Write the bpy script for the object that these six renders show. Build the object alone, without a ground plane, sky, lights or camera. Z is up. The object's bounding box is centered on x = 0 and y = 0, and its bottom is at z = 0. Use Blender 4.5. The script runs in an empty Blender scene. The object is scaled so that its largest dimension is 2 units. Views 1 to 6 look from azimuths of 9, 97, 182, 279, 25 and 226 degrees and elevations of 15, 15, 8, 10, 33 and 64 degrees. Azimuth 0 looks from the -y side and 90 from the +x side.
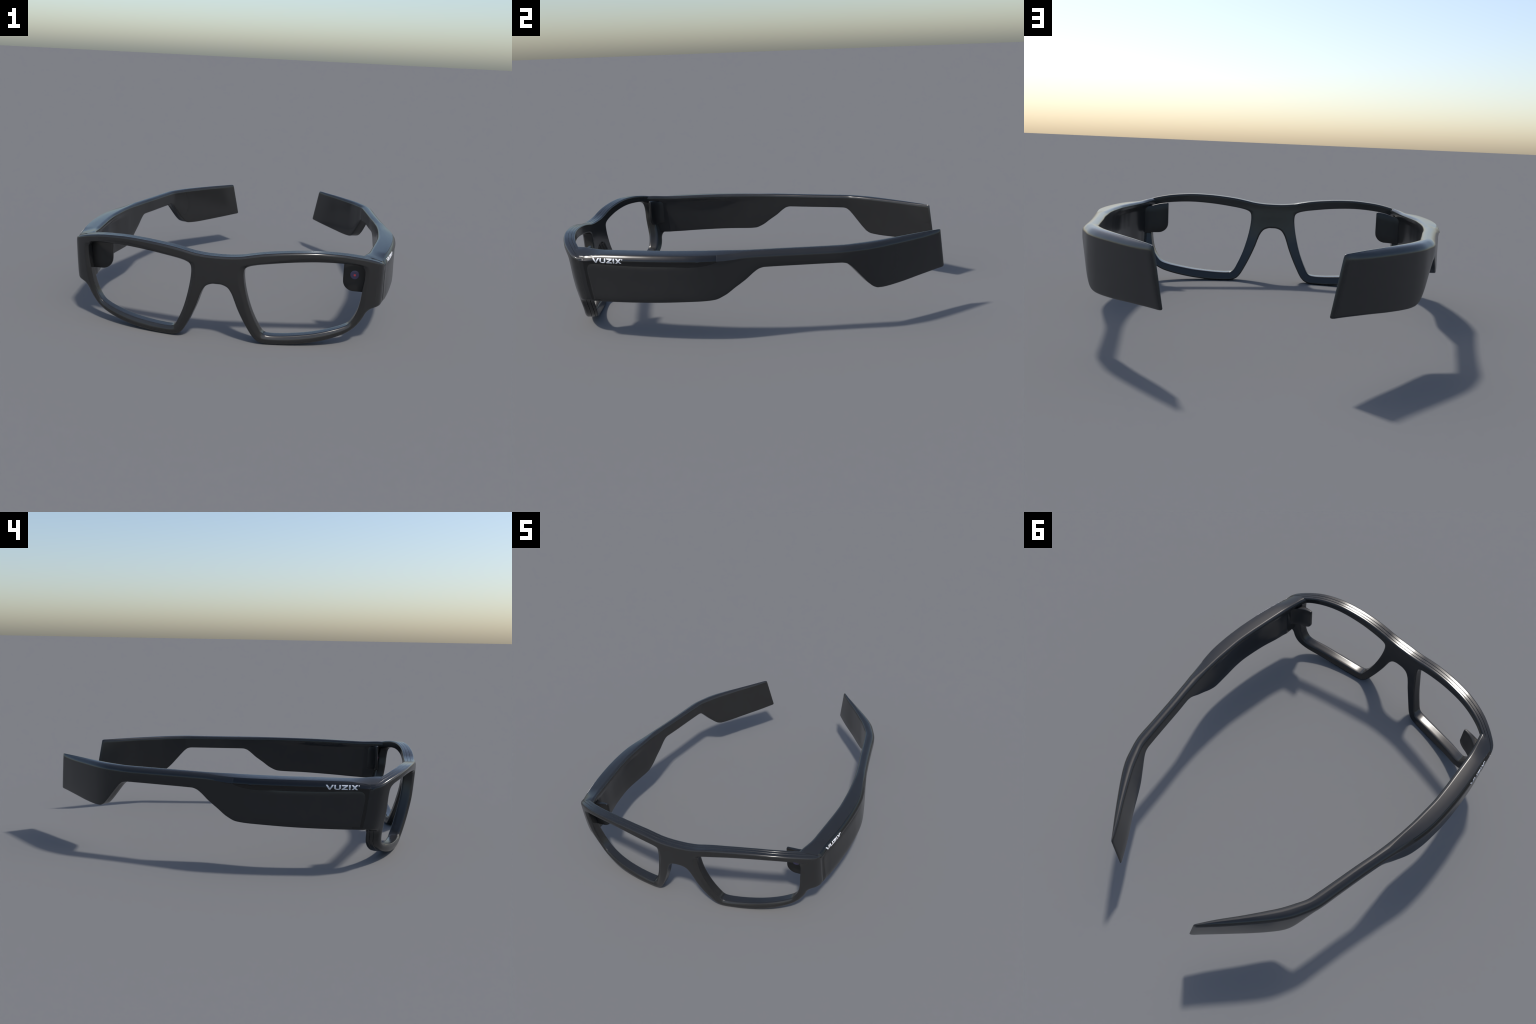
"""Smart glasses: a wrap-around black plastic frame with two thick temples.
Half of everything is described on the +x side and mirrored to -x."""
import bpy, bmesh, math
import numpy as np
from mathutils import Vector

# ------------------------------------------------------------------ helpers
def pchip(xs, ys):
    """smooth monotone interpolation through control points"""
    xs = np.array(xs, float); ys = np.array(ys, float)
    h = np.diff(xs); d = np.diff(ys) / h
    m = np.zeros(len(xs))
    for i in range(1, len(xs) - 1):
        if d[i-1] * d[i] > 0:
            w1 = 2*h[i] + h[i-1]; w2 = h[i] + 2*h[i-1]
            m[i] = (w1 + w2) / (w1/d[i-1] + w2/d[i])
    m[0], m[-1] = d[0], d[-1]
    def f(x):
        x = np.clip(np.asarray(x, float), xs[0], xs[-1])
        i = np.clip(np.searchsorted(xs, x) - 1, 0, len(h) - 1)
        t = (x - xs[i]) / h[i]
        return ((2*t**3 - 3*t**2 + 1)*ys[i] + (t**3 - 2*t**2 + t)*h[i]*m[i]
                + (-2*t**3 + 3*t**2)*ys[i+1] + (t**3 - t**2)*h[i]*m[i+1])
    return f

def spline(points, closed=False, step=0.004):
    """centripetal Catmull-Rom through 2D points; returns dense points and
    the dense index of every control point"""
    P = [np.array(p, float) for p in points]; n = len(P)
    segs = n if closed else n - 1
    out, idx = [], []
    for i in range(segs):
        p1, p2 = P[i], P[(i+1) % n]
        p0 = P[(i-1) % n] if (closed or i > 0) else 2*p1 - p2
        p3 = P[(i+2) % n] if (closed or i + 2 < n) else 2*p2 - p1
        t0 = 0.0
        t1 = t0 + np.linalg.norm(p1-p0)**0.5
        t2 = t1 + np.linalg.norm(p2-p1)**0.5
        t3 = t2 + np.linalg.norm(p3-p2)**0.5
        k = max(3, int(np.linalg.norm(p2-p1) / step))
        idx.append(len(out))
        for j in range(k):
            t = t1 + (t2-t1)*j/k
            a1 = (t1-t)/(t1-t0)*p0 + (t-t0)/(t1-t0)*p1
            a2 = (t2-t)/(t2-t1)*p1 + (t-t1)/(t2-t1)*p2
            a3 = (t3-t)/(t3-t2)*p2 + (t-t2)/(t3-t2)*p3
            b1 = (t2-t)/(t2-t0)*a1 + (t-t0)/(t2-t0)*a2
            b2 = (t3-t)/(t3-t1)*a2 + (t-t1)/(t3-t1)*a3
            out.append((t2-t)/(t2-t1)*b1 + (t-t1)/(t2-t1)*b2)
    idx.append(len(out))
    if not closed:
        out.append(P[-1])
    return np.array(out), idx

def resample(pts, n):
    """n+1 points at equal arc length"""
    d = np.r_[0, np.cumsum(np.linalg.norm(np.diff(pts, axis=0), axis=1))]
    s = np.linspace(0, d[-1], n+1)
    return np.c_[np.interp(s, d, pts[:, 0]), np.interp(s, d, pts[:, 1])]

def make_object(name, verts, faces, mat, parent=None, smooth=35, flip=False):
    me = bpy.data.meshes.new(name)
    me.from_pydata([tuple(map(float, v)) for v in verts], [], faces)
    bm = bmesh.new(); bm.from_mesh(me)
    bmesh.ops.delete(bm, geom=[v for v in bm.verts if not v.link_faces], context='VERTS')
    bmesh.ops.remove_doubles(bm, verts=bm.verts, dist=1e-5)
    bmesh.ops.dissolve_degenerate(bm, edges=bm.edges, dist=1e-6)
    bmesh.ops.recalc_face_normals(bm, faces=bm.faces)
    for f in bm.faces: f.smooth = True
    lim = math.radians(smooth)
    for e in bm.edges:
        if len(e.link_faces) == 2 and e.calc_face_angle(0) > lim:
            e.smooth = False
    bm.to_mesh(me); bm.free()
    me.materials.append(mat)
    ob = bpy.data.objects.new(name, me)
    bpy.context.collection.objects.link(ob)
    if parent: ob.parent = parent
    return ob

def mirrored(verts):
    return [(-v[0], v[1], v[2]) for v in verts]

# ---------------------------------------------------------------- materials
def plastic(name, color, rough, bump=0.0, scale=900.0, spec=0.5, coat=0.0):
    m = bpy.data.materials.new(name); m.use_nodes = True
    nt = m.node_tree; b = nt.nodes['Principled BSDF']
    tc = nt.nodes.new('ShaderNodeTexCoord')
    no = nt.nodes.new('ShaderNodeTexNoise')
    no.inputs['Scale'].default_value = 9.0
    no.inputs['Detail'].default_value = 3.0
    nt.links.new(tc.outputs['Object'], no.inputs['Vector'])
    cr = nt.nodes.new('ShaderNodeValToRGB')
    cr.color_ramp.elements[0].position = 0.3
    cr.color_ramp.elements[1].position = 0.7
    cr.color_ramp.elements[0].color = (*[c*0.96 for c in color], 1)
    cr.color_ramp.elements[1].color = (*[c*1.04 for c in color], 1)
    nt.links.new(no.outputs['Fac'], cr.inputs['Fac'])
    nt.links.new(cr.outputs['Color'], b.inputs['Base Color'])
    b.inputs['Roughness'].default_value = rough
    b.inputs['Specular IOR Level'].default_value = spec
    b.inputs['Coat Weight'].default_value = coat
    if bump:
        n2 = nt.nodes.new('ShaderNodeTexNoise')
        n2.inputs['Scale'].default_value = scale
        nt.links.new(tc.outputs['Object'], n2.inputs['Vector'])
        bp = nt.nodes.new('ShaderNodeBump')
        bp.inputs['Strength'].default_value = bump
        bp.inputs['Distance'].default_value = 0.0005
        nt.links.new(n2.outputs['Fac'], bp.inputs['Height'])
        nt.links.new(bp.outputs['Normal'], b.inputs['Normal'])
    return m

M_FRAME = plastic('satin_black_plastic', (0.0185, 0.0185, 0.0185), 0.21)
M_PANEL = plastic('side_panel_plastic', (0.0185, 0.0185, 0.0185), 0.22)
M_GLOSS = plastic('gloss_black_inlay', (0.006, 0.006, 0.006), 0.22)
M_POD   = plastic('module_black_plastic', (0.010, 0.010, 0.010), 0.36)
M_WHITE = plastic('white_print', (0.80, 0.80, 0.82), 0.4)
M_LENS  = plastic('violet_lens_glass', (0.080, 0.066, 0.135), 0.2)
M_RED   = plastic('red_sensor_dot', (0.75, 0.06, 0.08), 0.4)

root = bpy.data.objects.new('smart_glasses', None)
bpy.context.collection.objects.link(root)
root['label'] = 'black smart glasses with thick angular temples and open lenses'
root['category'] = 'smart glasses'

# ------------------------------------------------------------------- frame
# front surface: y = brow(x) + lean(z)
brow = pchip([0, .1, .2, .3, .4, .5, .6, .65, .7, .735, .746, .76, .80],
             [-1.0, -.998, -.992, -.981, -.965, -.942, -.906, -.880, -.848, -.821, -.808, -.782, -.70])
lean = pchip([-.05, 0, .037, .10, .18, .25, .35, .43, .50],
             [.095, .073, .061, .043, .025, .013, .004, 0, 0])
DEPTH = pchip([0, .1, .2, .3, .4, .5, .6, .66, .8], [.064, .063, .062, .060, .060, .061, .063, .065, .066])
sweep = pchip([0, .2, .3, .4, .5, .6, .66, .70, .76], [0, 0, .003, .008, .015, .025, .029, .024, .011])   # lower rim is swept back
low = pchip([-.1, .04, .11, .17, .26, .35, .43, .5], [1.05, 1.0, .85, .65, .35, .12, 0, 0])
def frame_y(x, z, w):
    return float(brow(abs(x)) + lean(z) + sweep(abs(x))*low(z) + w)

hole_ctrl = [(.126, .374), (.133, .384), (.150, .393), (.185, .402), (.25, .412), (.32, .421), (.39, .427), (.46, .430),
             (.53, .428), (.595, .422), (.64, .413), (.660, .402), (.669, .387),
             (.672, .350), (.666, .292), (.659, .225), (.647, .172), (.628, .131), (.607, .105),
             (.575, .090), (.53, .077), (.44, .058), (.36, .048), (.29, .043), (.245, .043), (.223, .047), (.208, .060),
             (.192, .090), (.176, .125), (.160, .167), (.144, .222), (.132, .275), (.125, .32), (.123, .352)]
hole, hi = spline(hole_ctrl, closed=True, step=.003)
HK = {0: hi[0], 2: hi[12], 3: hi[15], 4: hi[16], 5: hi[25], 6: hi[30], 7: hi[32], 8: len(hole)}

outer_ctrl = [(0, .431), (.05, .432), (.11, .438), (.155, .447), (.21, .457), (.285, .466), (.36, .472), (.45, .4745),
              (.505, .472), (.579, .465), (.654, .450), (.711, .433), (.741, .420), (.7535, .411), (.758, .401),
              (.7595, .35), (.7595, .27), (.7592, .217), (.7555, .2035), (.743, .197), (.722, .191), (.705, .184), (.690, .168),
              (.676, .139), (.658, .110), (.635, .085), (.600, .061), (.55, .041), (.47, .020), (.39, .007), (.31, .0005),
              (.255, .000), (.220, .002), (.193, .011), (.172, .031),
              (.142, .083), (.117, .135), (.096, .185), (.081, .228), (.069, .257), (.050, .283), (.022, .295), (0, .296)]
outer, oi = spline(outer_ctrl, step=.003)
OK_ = {0: oi[0], 2: oi[13], 3: oi[17], 4: oi[22], 5: oi[33], 6: oi[39], 7: oi[42]}

def depth_at(x, z):
    t = max(0, min(1, (.40-z)/.22))*max(0, min(1, (abs(x)-.05)/.12))
    return float(DEPTH(abs(x)))*(1-t) + .068*t
R_IN = .0115
# rows of the cross-section outside the joining line q: (inset e, depth rule)
def outer_rows(D):
    rows = []
    for a in np.linspace(0, 90, 7):                     # rounded front edge
        rows.append((R_IN*(1-math.sin(math.radians(a))), .0095*(1-math.cos(math.radians(a)))))
    g1, g2 = .42*D, .70*D                               # the two fine grooves
    for g in (g1, g2):
        rows += [(0, g-.0024), (0, g-.0016), (.0004, g-.0011), (.0022, g-.0005), (.0022, g+.0005), (.0004, g+.0011), (0, g+.0016), (0, g+.0024)]
    rows.insert(7, (0, .0105)); rows.append((0, D-.0095))
    for a in np.linspace(0, 90, 6):                     # rounded rear edge
        rows.append((.0085*(1-math.cos(math.radians(a))), D-.0085+.0085*math.sin(math.radians(a))))
    rows.append((R_IN, D))
    return rows
CH_D, CH_W = .021, .012                                 # bevel round the openings
chamfer = pchip([0, .0012, .003, .018, .022, .028], [.0150, .0132, .0118, .0020, .0004, 0])
def front_rows(L):
    ds = [0, .0012, .003, .006, .010, .014, .018, .022, .026]
    ds = [min(d, L*.93) for d in ds]
    tail = np.linspace(ds[-1], L, 7)[1:-1]
    return [(d, float(chamfer(min(d, .028)*min(1, 1)))) for d in ds] + [(d, float(chamfer(min(d, .028)))) for d in tail]

seg_n = {0: 150, 2: 50, 3: 22, 4: 140, 5: 70, 6: 34, 7: 26}
keys = [0, 2, 3, 4, 5, 6, 7]; nxt = {0: 2, 2: 3, 3: 4, 4: 5, 5: 6, 6: 7, 7: 8}
H, O, wall = [], [], []
for k in keys:
    h = resample(hole[HK[k]:HK[nxt[k]]+1] if nxt[k] != 8 else np.vstack([hole[HK[7]:], hole[:1]]), seg_n[k])
    if k != 7:
        o = resample(outer[OK_[k]:OK_[nxt[k]]+1], seg_n[k])
        w = [True]*seg_n[k]
    else:
        o = np.c_[np.zeros(seg_n[7]+1), np.linspace(.296+R_IN, .431-R_IN, seg_n[7]+1)]
        w = [False]*seg_n[k]
        h, o = h, o
    H += list(h[:-1]); O += list(o[:-1]); wall += w
    if k == 6:                                          # keep the arch-top ring
        H.append(h[-1]); O.append(o[-1]); wall.append(True)
        first_plain = len(H)
H.append(H[0]); O.append(np.array([0, .431-R_IN])); wall.append(False)
H, O = np.array(H), np.array(O)
n = len(H)
# inward normals of the outer contour
N = np.zeros_like(O)
for i in range(n):
    if wall[i]:
        a = O[max(i-1, 0)]; b = O[min(i+1, first_plain-1)]
        t = (b-a)/np.linalg.norm(b-a); N[i] = (t[1], -t[0])
N[0] = (0, -1); N[first_plain-1] = (0, 1)
verts, rings = [], []
for i in range(n):
    h = H[i]; q = O[i] + N[i]*R_IN if wall[i] else O[i]
    L = np.linalg.norm(q-h); u = (q-h)/L
    r = []
    def add(p, w):
        verts.append((p[0], frame_y(p[0], p[1], w), p[1])); r.append(len(verts)-1)
    D = lambda p: depth_at(p[0], p[1])
    fr = front_rows(L)
    for d, w in fr: add(h+u*d, w)
    nf = len(fr)
    rows = outer_rows(D(q))
    for e, w in rows: add((O[i]+N[i]*e) if wall[i] else q, w if wall[i] else 0)
    no = len(rows)
    for f in np.linspace(1, 0, 8)[1:-1]:
        p = h+u*(.006+(L-.006)*f); add(p, D(p))
    for a in np.linspace(0, 90, 5):
        p = h+u*.006*(1-math.sin(math.radians(a))); add(p, D(p)-.006*(1-math.cos(math.radians(a))))
    for f in (.75, .5, .25):
        add(h, .0150+(D(h)-.006-.0150)*f)
    if not wall[i]:
        # collapse: first outer row = front join, last = back join
        verts[r[nf]] = (q[0], frame_y(q[0], q[1], 0), q[1])
        verts[r[nf+no-1]] = (q[0], frame_y(q[0], q[1], D(q)), q[1])
    rings.append(r)
faces = []; m = len(rings[0])
for i in range(n-1):
    a, b = rings[i], rings[i+1]
    plain = (not wall[i]) or (not wall[i+1])
    if i == first_plain-1: plain = True
    for j in range(m):
        k = (j+1) % m
        if plain and nf <= j < nf+no-1: continue
        faces.append((a[j], b[j], b[k], a[k]))
nv = len(verts)
verts2 = verts + mirrored(verts)
faces2 = faces + [tuple(v+nv for v in f[::-1]) for f in faces]
frame = make_object('front_frame', verts2, faces2, M_FRAME, root, smooth=75)

# ------------------------------------------------------------------ temples
x_in = pchip([-.86, -.83, -.80, -.77, -.75, -.70, -.6, -.5, -.44, -.31, -.2, -.1, -.036, .096, .208, .325, .437, .494, .56, .624, .672, .775, .887, .973, 1.02],
             [.628, .640, .651, .660, .666, .677, .690, .702, .709, .718, .717, .712, .706, .687, .665, .644, .623, .611, .580, .545, .513, .441, .358, .301, .270])
x_out = pchip([-.83, -.80, -.775, -.7, -.6, -.5, -.4, -.3, -.25, -.2, -.137, -.1, -.05, 0, .06, .13, .22, .365, .475, .51, .553, .611, .662, .713, .772, .882, .965, 1.02],
              [.747, .754, .7605, .771, .788, .801, .810, .8135, .813, .810, .801, .7935, .782, .770, .755, .741, .724, .699, .680, .669, .651, .624, .591, .551, .501, .404, .326, .275])
z_bot = pchip([-.83, -.775, -.55, -.4, -.24, -.16, -.115, -.067, -.017, .032, .073, .095, .12, .27, .45, .478, .502, .520, .542, .575, .612, .632, .655, .695, .78, .87, .96, 1.02],
              [.196, .197, .200, .203, .208, .210, .214, .234, .270, .305, .340, .354, .360, .361, .362, .3615, .357, .345, .322, .283, .241, .223, .2125, .2095, .213, .221, .228, .231])
z_top = pchip([-.83, -.78, -.74, -.6, -.4, 0, .3, .6, .8, .97], [.430, .435, .438, .439, .440, .440, .440, .441, .440, .437])
lip = pchip([-.83, -.7, -.63, -.5, -.4, -.3, -.2, -.1, .0, 1.0], [.004, .008, .010, .021, .022, .017, .007, .001, 0, 0])   # recess under the inner lip
line_z = pchip([-.83, -.79, -.77, -.74, -.70, -.64, -.5, -.4, 0, .3, .6, 1.0], [.412, .415, .4185, .4238, .4286, .4318, .4332, .433, .428, .424, .424, .424])
fade = pchip([-.83, -.09, -.04, .06, 1], [1, 1, .75, 0, 0])
Y0, Y1 = -.775, .972

brow_top = pchip([.55, .579, .654, .711, .741, .7535, .758, .765], [.469, .465, .450, .433, .420, .411, .404, .400])
cover = pchip([.55, .648, .675, .69, .80], [-.006, -.006, .0012, .002, .002])
square_cut = pchip([-.9, .43, .49, .62, .72, 1.1], [0, 0, .017, .018, 0, 0])
def skew(y):
    """0..1: how far the station is swung round to lie along the front"""
    return max(0.0, min(1.0, (-.66-y)/.115))

def section(y):
    """closed profile of the temple at station y: list of (x, z), inner bottom
    first, up the inner face, over the top, down the outer face"""
    xi, xo, zb, zt = float(x_in(y-.055*skew(y))), float(x_out(y)), float(z_bot(y)), float(z_top(y))
    T = xo - xi; rc = max(float(lip(y)), .685-xi if y < -.6 else 0); lz = float(line_z(y)); fd = float(fade(y))
    zi = .397                                             # under the lip
    r = min(.007, T*.3)
    bi = min(.008+.006*(1-fd), T*.2)
    P = []
    zc = float(z_bot(y+float(square_cut(y))))              # inner bottom edge: cuts run square to the slab
    P += [(xi+rc+r*1.2, zc), (xi+rc+r*.5, zc+.0010), (xi+rc+r*.12, zc+.004), (xi+rc, zc+r)]
    for f in (.33, .66): P.append((xi+rc, zc+r+(zi-.012-zc-r)*f))
    P += [(xi+rc, zi-.010), (xi+rc*.9, zi-.003), (xi+rc*.35, zi+.009), (xi, zi+.018), (xi, zt-.017)]
    P += [(xi+bi*.1, zt-.010), (xi+bi*.45, zt-.0045), (xi+bi*1.1, zt-.0012), (xi+bi*2.0, zt)]
    def mix(p, q): return (p[0]*fd+q[0]*(1-fd), p[1]*fd+q[1]*(1-fd))
    t = min(1, T/.05)
    a = (xi+bi*2.0, zt)
    st = .0024 if -.765 < y < -.098 else 0                 # step down to the inlay
    e0 = mix((xo-.0185, lz+.0016), (xo-.024*t, zt-.0022))
    e1 = mix((xo-.0165, lz+.0010), (xo-.019*t, zt-.0045))
    e2 = mix((xo-.0155, lz-st), (xo-.014*t, zt-.0075))         # outer top line
    m1 = mix((xo-.0082-st*.3, lz-.0098), (xo-.006*t, zt-.015))
    m2 = mix((xo-.0028, lz-.0190), (xo-.002*t, zt-.021))
    g = mix((xo, .4040-(.433-lz)*.25), (xo, zt-.028))       # ledge
    P += [(a[0]+.003, a[1]-.00005), ((a[0]+e0[0])/2, (a[1]+e0[1])/2+.0002), e0, e1, e2, m1, m2, g]
    zmid = zb+.5*(g[1]-zb)
    P += [mix((xo-.0032, g[1]-.0035), (xo, g[1]-.006)), mix((xo-.0042, g[1]-.014), (xo, g[1]-.010)), (xo-.0036*fd, zmid)]
    tuck = .0025
    P += [(xo-tuck*.7, zb+.25*(zmid-zb)+.006), (xo-tuck-.0005, zb+r), (xo-tuck-r*.14, zb+.004), (xo-tuck-r*.5, zb+.0010), (xo-tuck-r*1.2, zb)]
    P += [((xi+rc+r*1.2+xo-tuck-r*1.2)/2, (zb+zc)/2)]
    k = skew(y)                                            # run into the top of the front frame
    if k > 0:
        k = k*k*(3-2*k); Q = []
        for x, z in P:
            if z > zi+.02 and x < xo-.0160:
                drop = zt-z if x < xi+2.05*bi else 0
                z = z*(1-k) + (float(brow_top(x-(xo-.7605)))+float(cover(x))-drop)*k
            Q.append((x, z))
        P = Q
    return P, (g, e2)

def dense_section(y):
    P, _ = section(y)
    return P

lean_back = pchip([-.9, .80, .92, .97, 1.1], [0, 0, .016, .026, .03])       # tip cut is slanted
lean_in = pchip([-.9, .5, .75, .97, 1.1], [0, 0, .004, .018, .02])
def place(p, y, s=1):
    """profile point -> space; start is cut along the seam, tip is slanted"""
    x, z = p
    dz = max(0, .434 - z)
    f = dz/.2
    yy = y + float(lean_back(y))*f
    xx = x - (float(lean_in(y)) + float(lean_back(y))*.72)*f
    k = skew(y)                                             # seam follows the leaning, curving front
    yy += k*(.040*max(0, min(1, (.41-z)/.2)) + .54*min(0, x-.757))
    return (s*xx, yy, z)

ys = list(np.concatenate([np.linspace(Y0, -.655, 26), np.linspace(-.645, -.15, 46), np.linspace(-.14, .14, 50),
                          np.linspace(.15, .44, 24), np.linspace(.446, .72, 60), np.linspace(.73, .955, 34)]))
ys += [.961, .966, .970, .9725, .974]
ys = sorted(ys + [-.0985, -.0975])
def temple_mesh(s):
    V, R = [], []
    for y in ys:
        P = dense_section(y)
        cx = sum(p[0] for p in P)/len(P); cz = sum(p[1] for p in P)/len(P)
        e = max(0, (y-.961)/.013)
        k = 1-math.sqrt(max(0, 1-e*e)) if e > 0 else 0     # rounded tip
        ring = []
        zt, zb = max(p[1] for p in P), min(p[1] for p in P)
        for p in P:
            hx = (p[0]-cx)*(1-.75*k)
            hz = cz+(p[1]-cz)*(1-.055*k)
            V.append(place((cx+hx, hz), y, s)); ring.append(len(V)-1)
        R.append(ring)
    F = []
    for a, b in zip(R[:-1], R[1:]):
        for j in range(len(a)):
            k = (j+1) % len(a); F.append((a[j], b[j], b[k], a[k]))
    F.append(tuple(R[0])); F.append(tuple(R[-1]))
    return V, F

def outer_x(y, z):
    """outer surface of the temple at station y and height z"""
    P, (g, e2) = section(y)
    out = P[16:]
    zs = [p[1] for p in out]; i0 = max(range(len(out)), key=lambda i: (zs[i]))
    pts = sorted(((p[1], p[0]) for p in out[i0:len(out)-3]), key=lambda t: t[0])
    return float(np.interp(z, [p[0] for p in pts], [p[1] for p in pts]))

def conform(s, y, z, lift):
    """point on the outer face of a temple, lifted off it"""
    x0 = outer_x(y, z); x1 = outer_x(y, z-.002); x2 = outer_x(y, z+.002)
    nx, nz = .004, -(x2-x1); l = math.hypot(nx, nz)
    return place((x0+lift*nx/l, z+lift*nz/l), y, s)

def sheet(name, s, grid, thick, mat, parent, base=-.003, fade_y=None):
    """a plate that follows the outer face: grid[i][j] = (y, z)"""
    ni, nj = len(grid), len(grid[0]); V, F = [], []
    for layer, lift in ((0, thick), (1, base)):
        for i in range(ni):
            for j in range(nj):
                y, z = grid[i][j]
                edge = 0 < i < ni-1 and 0 < j < nj-1
                k = 1 if fade_y is None else max(0, min(1, (fade_y-y)/.2))
                V.append(conform(s, y, z, (lift if (edge or layer) else thick*.45)*(k if not layer else 1) - (.0012*(1-k) if not layer else 0)))
    f = lambda l, i, j: l*ni*nj+i*nj+j
    for i in range(ni-1):
        for j in range(nj-1):
            F.append((f(0, i, j), f(0, i+1, j), f(0, i+1, j+1), f(0, i, j+1)))
            F.append((f(1, i, j), f(1, i, j+1), f(1, i+1, j+1), f(1, i+1, j)))
    ring = [(i, 0) for i in range(ni)] + [(ni-1, j) for j in range(1, nj)] + \
           [(i, nj-1) for i in range(ni-2, -1, -1)] + [(0, j) for j in range(nj-2, 0, -1)]
    for a, b in zip(ring, ring[1:]+ring[:1]):
        F.append((f(0, *a), f(0, *b), f(1, *b), f(1, *a)))
    return make_object(name, V, F, mat, parent, smooth=50)

# gloss inlay: strip on the shoulder; widens into a web in front of the side panel
strip_top = line_z
panel_top = pchip([-.80, -.70, -.5, -.3, -.18, -.12, -.09], [.387, .387, .382, .381, .385, .395, .405])

def strip_grid():
    g = []
    for y in np.linspace(-.758, -.1005, 90):
        zt = float(line_z(y))-.0024; zb = float(panel_top(y))-.004
        g.append([(y, zt+(zb-zt)*t) for t in np.linspace(0, 1, 22)])
    return g
def web_grid():
    g = []
    for y in np.linspace(-.768, -.690, 16):
        g.append([(y, z) for z in np.linspace(.386, .206, 14)])
    return g
def panel_grid():
    """side panel: rounded upper front corner, fades out at the ramp"""
    g = []; r = .036
    for y in np.linspace(-.746, -.10, 110):
        zt = float(panel_top(y))
        if y < -.746+r:
            zt -= r - math.sqrt(max(0, r*r-(-.746+r-y)**2))
        zb = float(z_bot(y))+.013
        front = .0
        g.append([(y, zt+(zb-zt)*t) for t in np.linspace(0, 1, 16)])
    return g

# lettering: five broad letters and a small mark, as stroke polygons in a
# unit box (x to the right, height 1)
def bar(x0, y0, x1, y1, w0, w1=None):
    """slanted bar with level ends"""
    w1 = w0 if w1 is None else w1
    return [(x0-w0/2, y0), (x0+w0/2, y0), (x1+w1/2, y1), (x1-w1/2, y1)]
def letters():
    L = []
    L.append(('V', [[(0, 1), (.44, 1), (1.04, .30), (.98, 0), (.80, 0)],
                    [(.80, 0), (1.15, 0), (1.95, 1), (1.52, 1), (.98, .24)]], 2.1))
    arc = [(.0+.80+.80*math.cos(a)*-1, .32-.32*math.sin(a)) for a in np.linspace(0, math.pi, 13)]
    inn = [(.80-.42*math.cos(a), .38-.16*math.sin(a)) for a in np.linspace(0, math.pi, 13)]
    u = [[(0, 1), (0, .32), (.38, .38), (.38, 1)], [(1.22, 1), (1.22, .38), (1.60, .32), (1.60, 1)]]
    for i in range(12): u.append([arc[i], arc[i+1], inn[i+1], inn[i]])
    L.append(('U', u, 1.78))
    L.append(('Z', [[(0, 1), (1.58, 1), (1.50, .76), (.20, .76)],
                    [(.98, .76), (1.50, .76), (.62, .24), (.06, .24)],
                    [(.06, .24), (1.38, .24), (1.60, 0), (0, 0)]], 1.78))
    L.append(('I', [[(.03, 0), (.43, 0), (.43, 1), (.03, 1)]], .66))
    L.append(('X', [[(0, 1), (.48, 1), (1.62, 0), (1.14, 0)],
                    [(1.14, 1), (1.62, 1), (.48, 0), (0, 0)]], 1.72))
    a = np.linspace(0, 2*math.pi, 11)[:-1]
    L.append(('mark', [[(.13+.14*math.cos(t), .86+.13*math.sin(t)) for t in a]], .3))
    return L

def lettering(s, parent):
    total = sum(l[2] for l in letters())
    y_v, y_m = (-.706, -.548) if s > 0 else (-.549, -.709)
    x = 0; z0, hgt = .3950, .0215
    for k, (name, polys, adv) in enumerate(letters()):
        V, F = [], []
        for kk, poly in enumerate(polys):
            # subdivide edges, then fan of quads between the top and base layer
            pts = []
            for a, b in zip(poly, poly[1:]+poly[:1]):
                for t in np.linspace(0, 1, 5)[:-1]:
                    pts.append((a[0]+(b[0]-a[0])*t, a[1]+(b[1]-a[1])*t))
            cx = sum(p[0] for p in pts)/len(pts); cy = sum(p[1] for p in pts)/len(pts)
            lift = .0020+.00006*kk
            layers = []
            for sc, lf in ((1, -.001), (1, lift), (.66, lift), (.33, lift)):
                ring = []
                for p in pts:
                    px = cx+(p[0]-cx)*sc; pz = cy+(p[1]-cy)*sc
                    yy = y_v+(y_m-y_v)*(x+px)/total
                    V.append(conform(s, yy, z0+hgt*pz, lf)); ring.append(len(V)-1)
                layers.append(ring)
            for a, b in zip(layers[:-1], layers[1:]):
                for j in range(len(a)):
                    q = (j+1) % len(a); F.append((a[j], a[q], b[q], b[j]))
            F.append(tuple(layers[-1]))
        make_object('letter' if name != 'mark' else 'trade_mark_dot', V, F, M_WHITE, parent, smooth=60)
        x += adv

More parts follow.
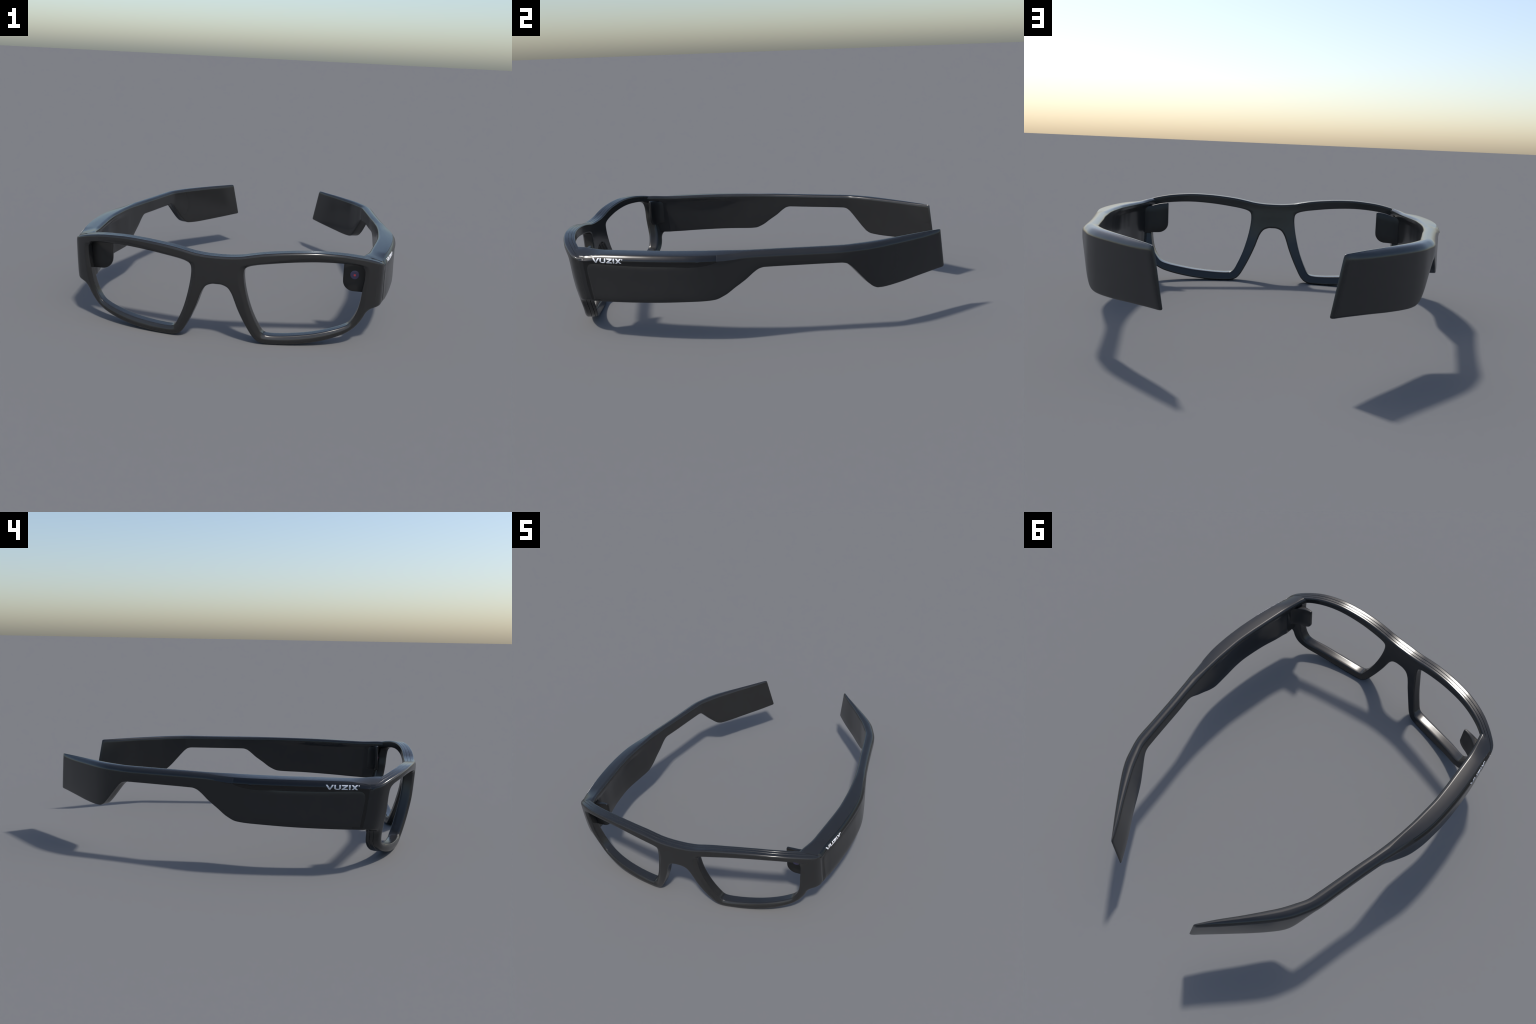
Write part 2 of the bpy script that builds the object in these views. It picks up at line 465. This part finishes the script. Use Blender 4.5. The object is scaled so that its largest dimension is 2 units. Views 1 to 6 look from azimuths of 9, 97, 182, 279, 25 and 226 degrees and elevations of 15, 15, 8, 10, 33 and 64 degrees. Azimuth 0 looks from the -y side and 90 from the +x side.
# ------------------------------------------------------- display modules
def module(s, parent):
    """block on the inside of each temple that reaches in behind the lens:
    flat front, rear face sweeping in a concave curve into the temple"""
    rear = pchip([.560, .575, .62, .65, .675, .690, .705, .72], [-.7745, -.7735, -.765, -.752, -.735, -.715, -.685, -.66])
    top = pchip([.56, .60, .65, .72], [.4285, .425, .413, .395])
    front_y = -.789
    cols = []
    xs = [.5695, .571, .574, .578, .584, .590, .597, .606, .616, .628, .642, .656, .670, .684, .698, .71]
    V, R = [], []
    for x in xs:
        zb = .2635
        rr = .052                                        # rounded lower inner corner
        if x < .5695+rr: zb += rr-math.sqrt(max(0, rr*rr-(.5695+rr-x)**2))
        zt = float(top(x))
        if x < .5755: zt -= .006-math.sqrt(max(0, .006**2-(.5755-x)**2))
        yr = float(rear(x)); yf = front_y + (.004 if x < .571 else (.0015 if x < .573 else 0))
        b = min(.004, (yr-yf)*.35)
        ring = []
        prof = [(yf, zb+b), (yf+b*.3, zb+b*.3), (yf+b, zb), (yr-b, zb), (yr-b*.3, zb+b*.3), (yr, zb+b)]
        prof += [(yr, zb+(zt-zb)*t) for t in (.25, .5, .75)]
        prof += [(yr, zt-b), (yr-b*.3, zt-b*.3), (yr-b, zt), (yf+b, zt), (yf+b*.3, zt-b*.3), (yf, zt-b)]
        prof += [(yf, zb+(zt-zb)*t) for t in (.75, .5, .25)]
        for y, z in prof:
            V.append((s*x, y, z)); ring.append(len(V)-1)
        R.append(ring)
    F = []
    for a, b in zip(R[:-1], R[1:]):
        for j in range(len(a)):
            k = (j+1) % len(a); F.append((a[j], b[j], b[k], a[k]))
    F += [tuple(R[0]), tuple(R[-1])]
    ob = make_object('display_module', V, F, M_POD, parent, smooth=40)
    return ob, front_y

def disc(name, c, r, bulge, depth, mat, parent, rings=8, seg=40):
    """shallow dome that faces -y"""
    V, F, R = [], [], []
    prof = [(r, depth)] + [(r*math.cos(a), -bulge*math.sin(a)) for a in np.linspace(0, math.pi/2, rings)][:-1]
    for rr, dy in prof:
        ring = []
        for k in range(seg):
            t = 2*math.pi*k/seg
            V.append((c[0]+rr*math.cos(t), c[1]+dy, c[2]+rr*math.sin(t))); ring.append(len(V)-1)
        R.append(ring)
    for a, b in zip(R[:-1], R[1:]):
        for j in range(seg):
            k = (j+1) % seg; F.append((a[j], a[k], b[k], b[j]))
    F.append(tuple(R[-1])); F.append(tuple(R[0]))
    return make_object(name, V, F, mat, parent, smooth=60)

for s in (1, -1):
    V, F = temple_mesh(s)
    temple = make_object('temple', V, F, M_FRAME, root, smooth=32)
    sheet('gloss_inlay', s, strip_grid(), .0009, M_GLOSS, temple)
    sheet('gloss_inlay', s, web_grid(), .0008, M_GLOSS, temple)
    sheet('side_panel', s, panel_grid(), .0030, M_PANEL, temple, fade_y=-.13)
    lettering(s, temple)
    mod, fy = module(s, root)
    if s > 0:
        disc('camera_lens', (.6235, fy, .3455), .0212, .0018, .003, M_LENS, mod)
        disc('sensor_dot', (.6235, fy-.0017, .3445), .0055, .0006, .003, M_RED, mod)
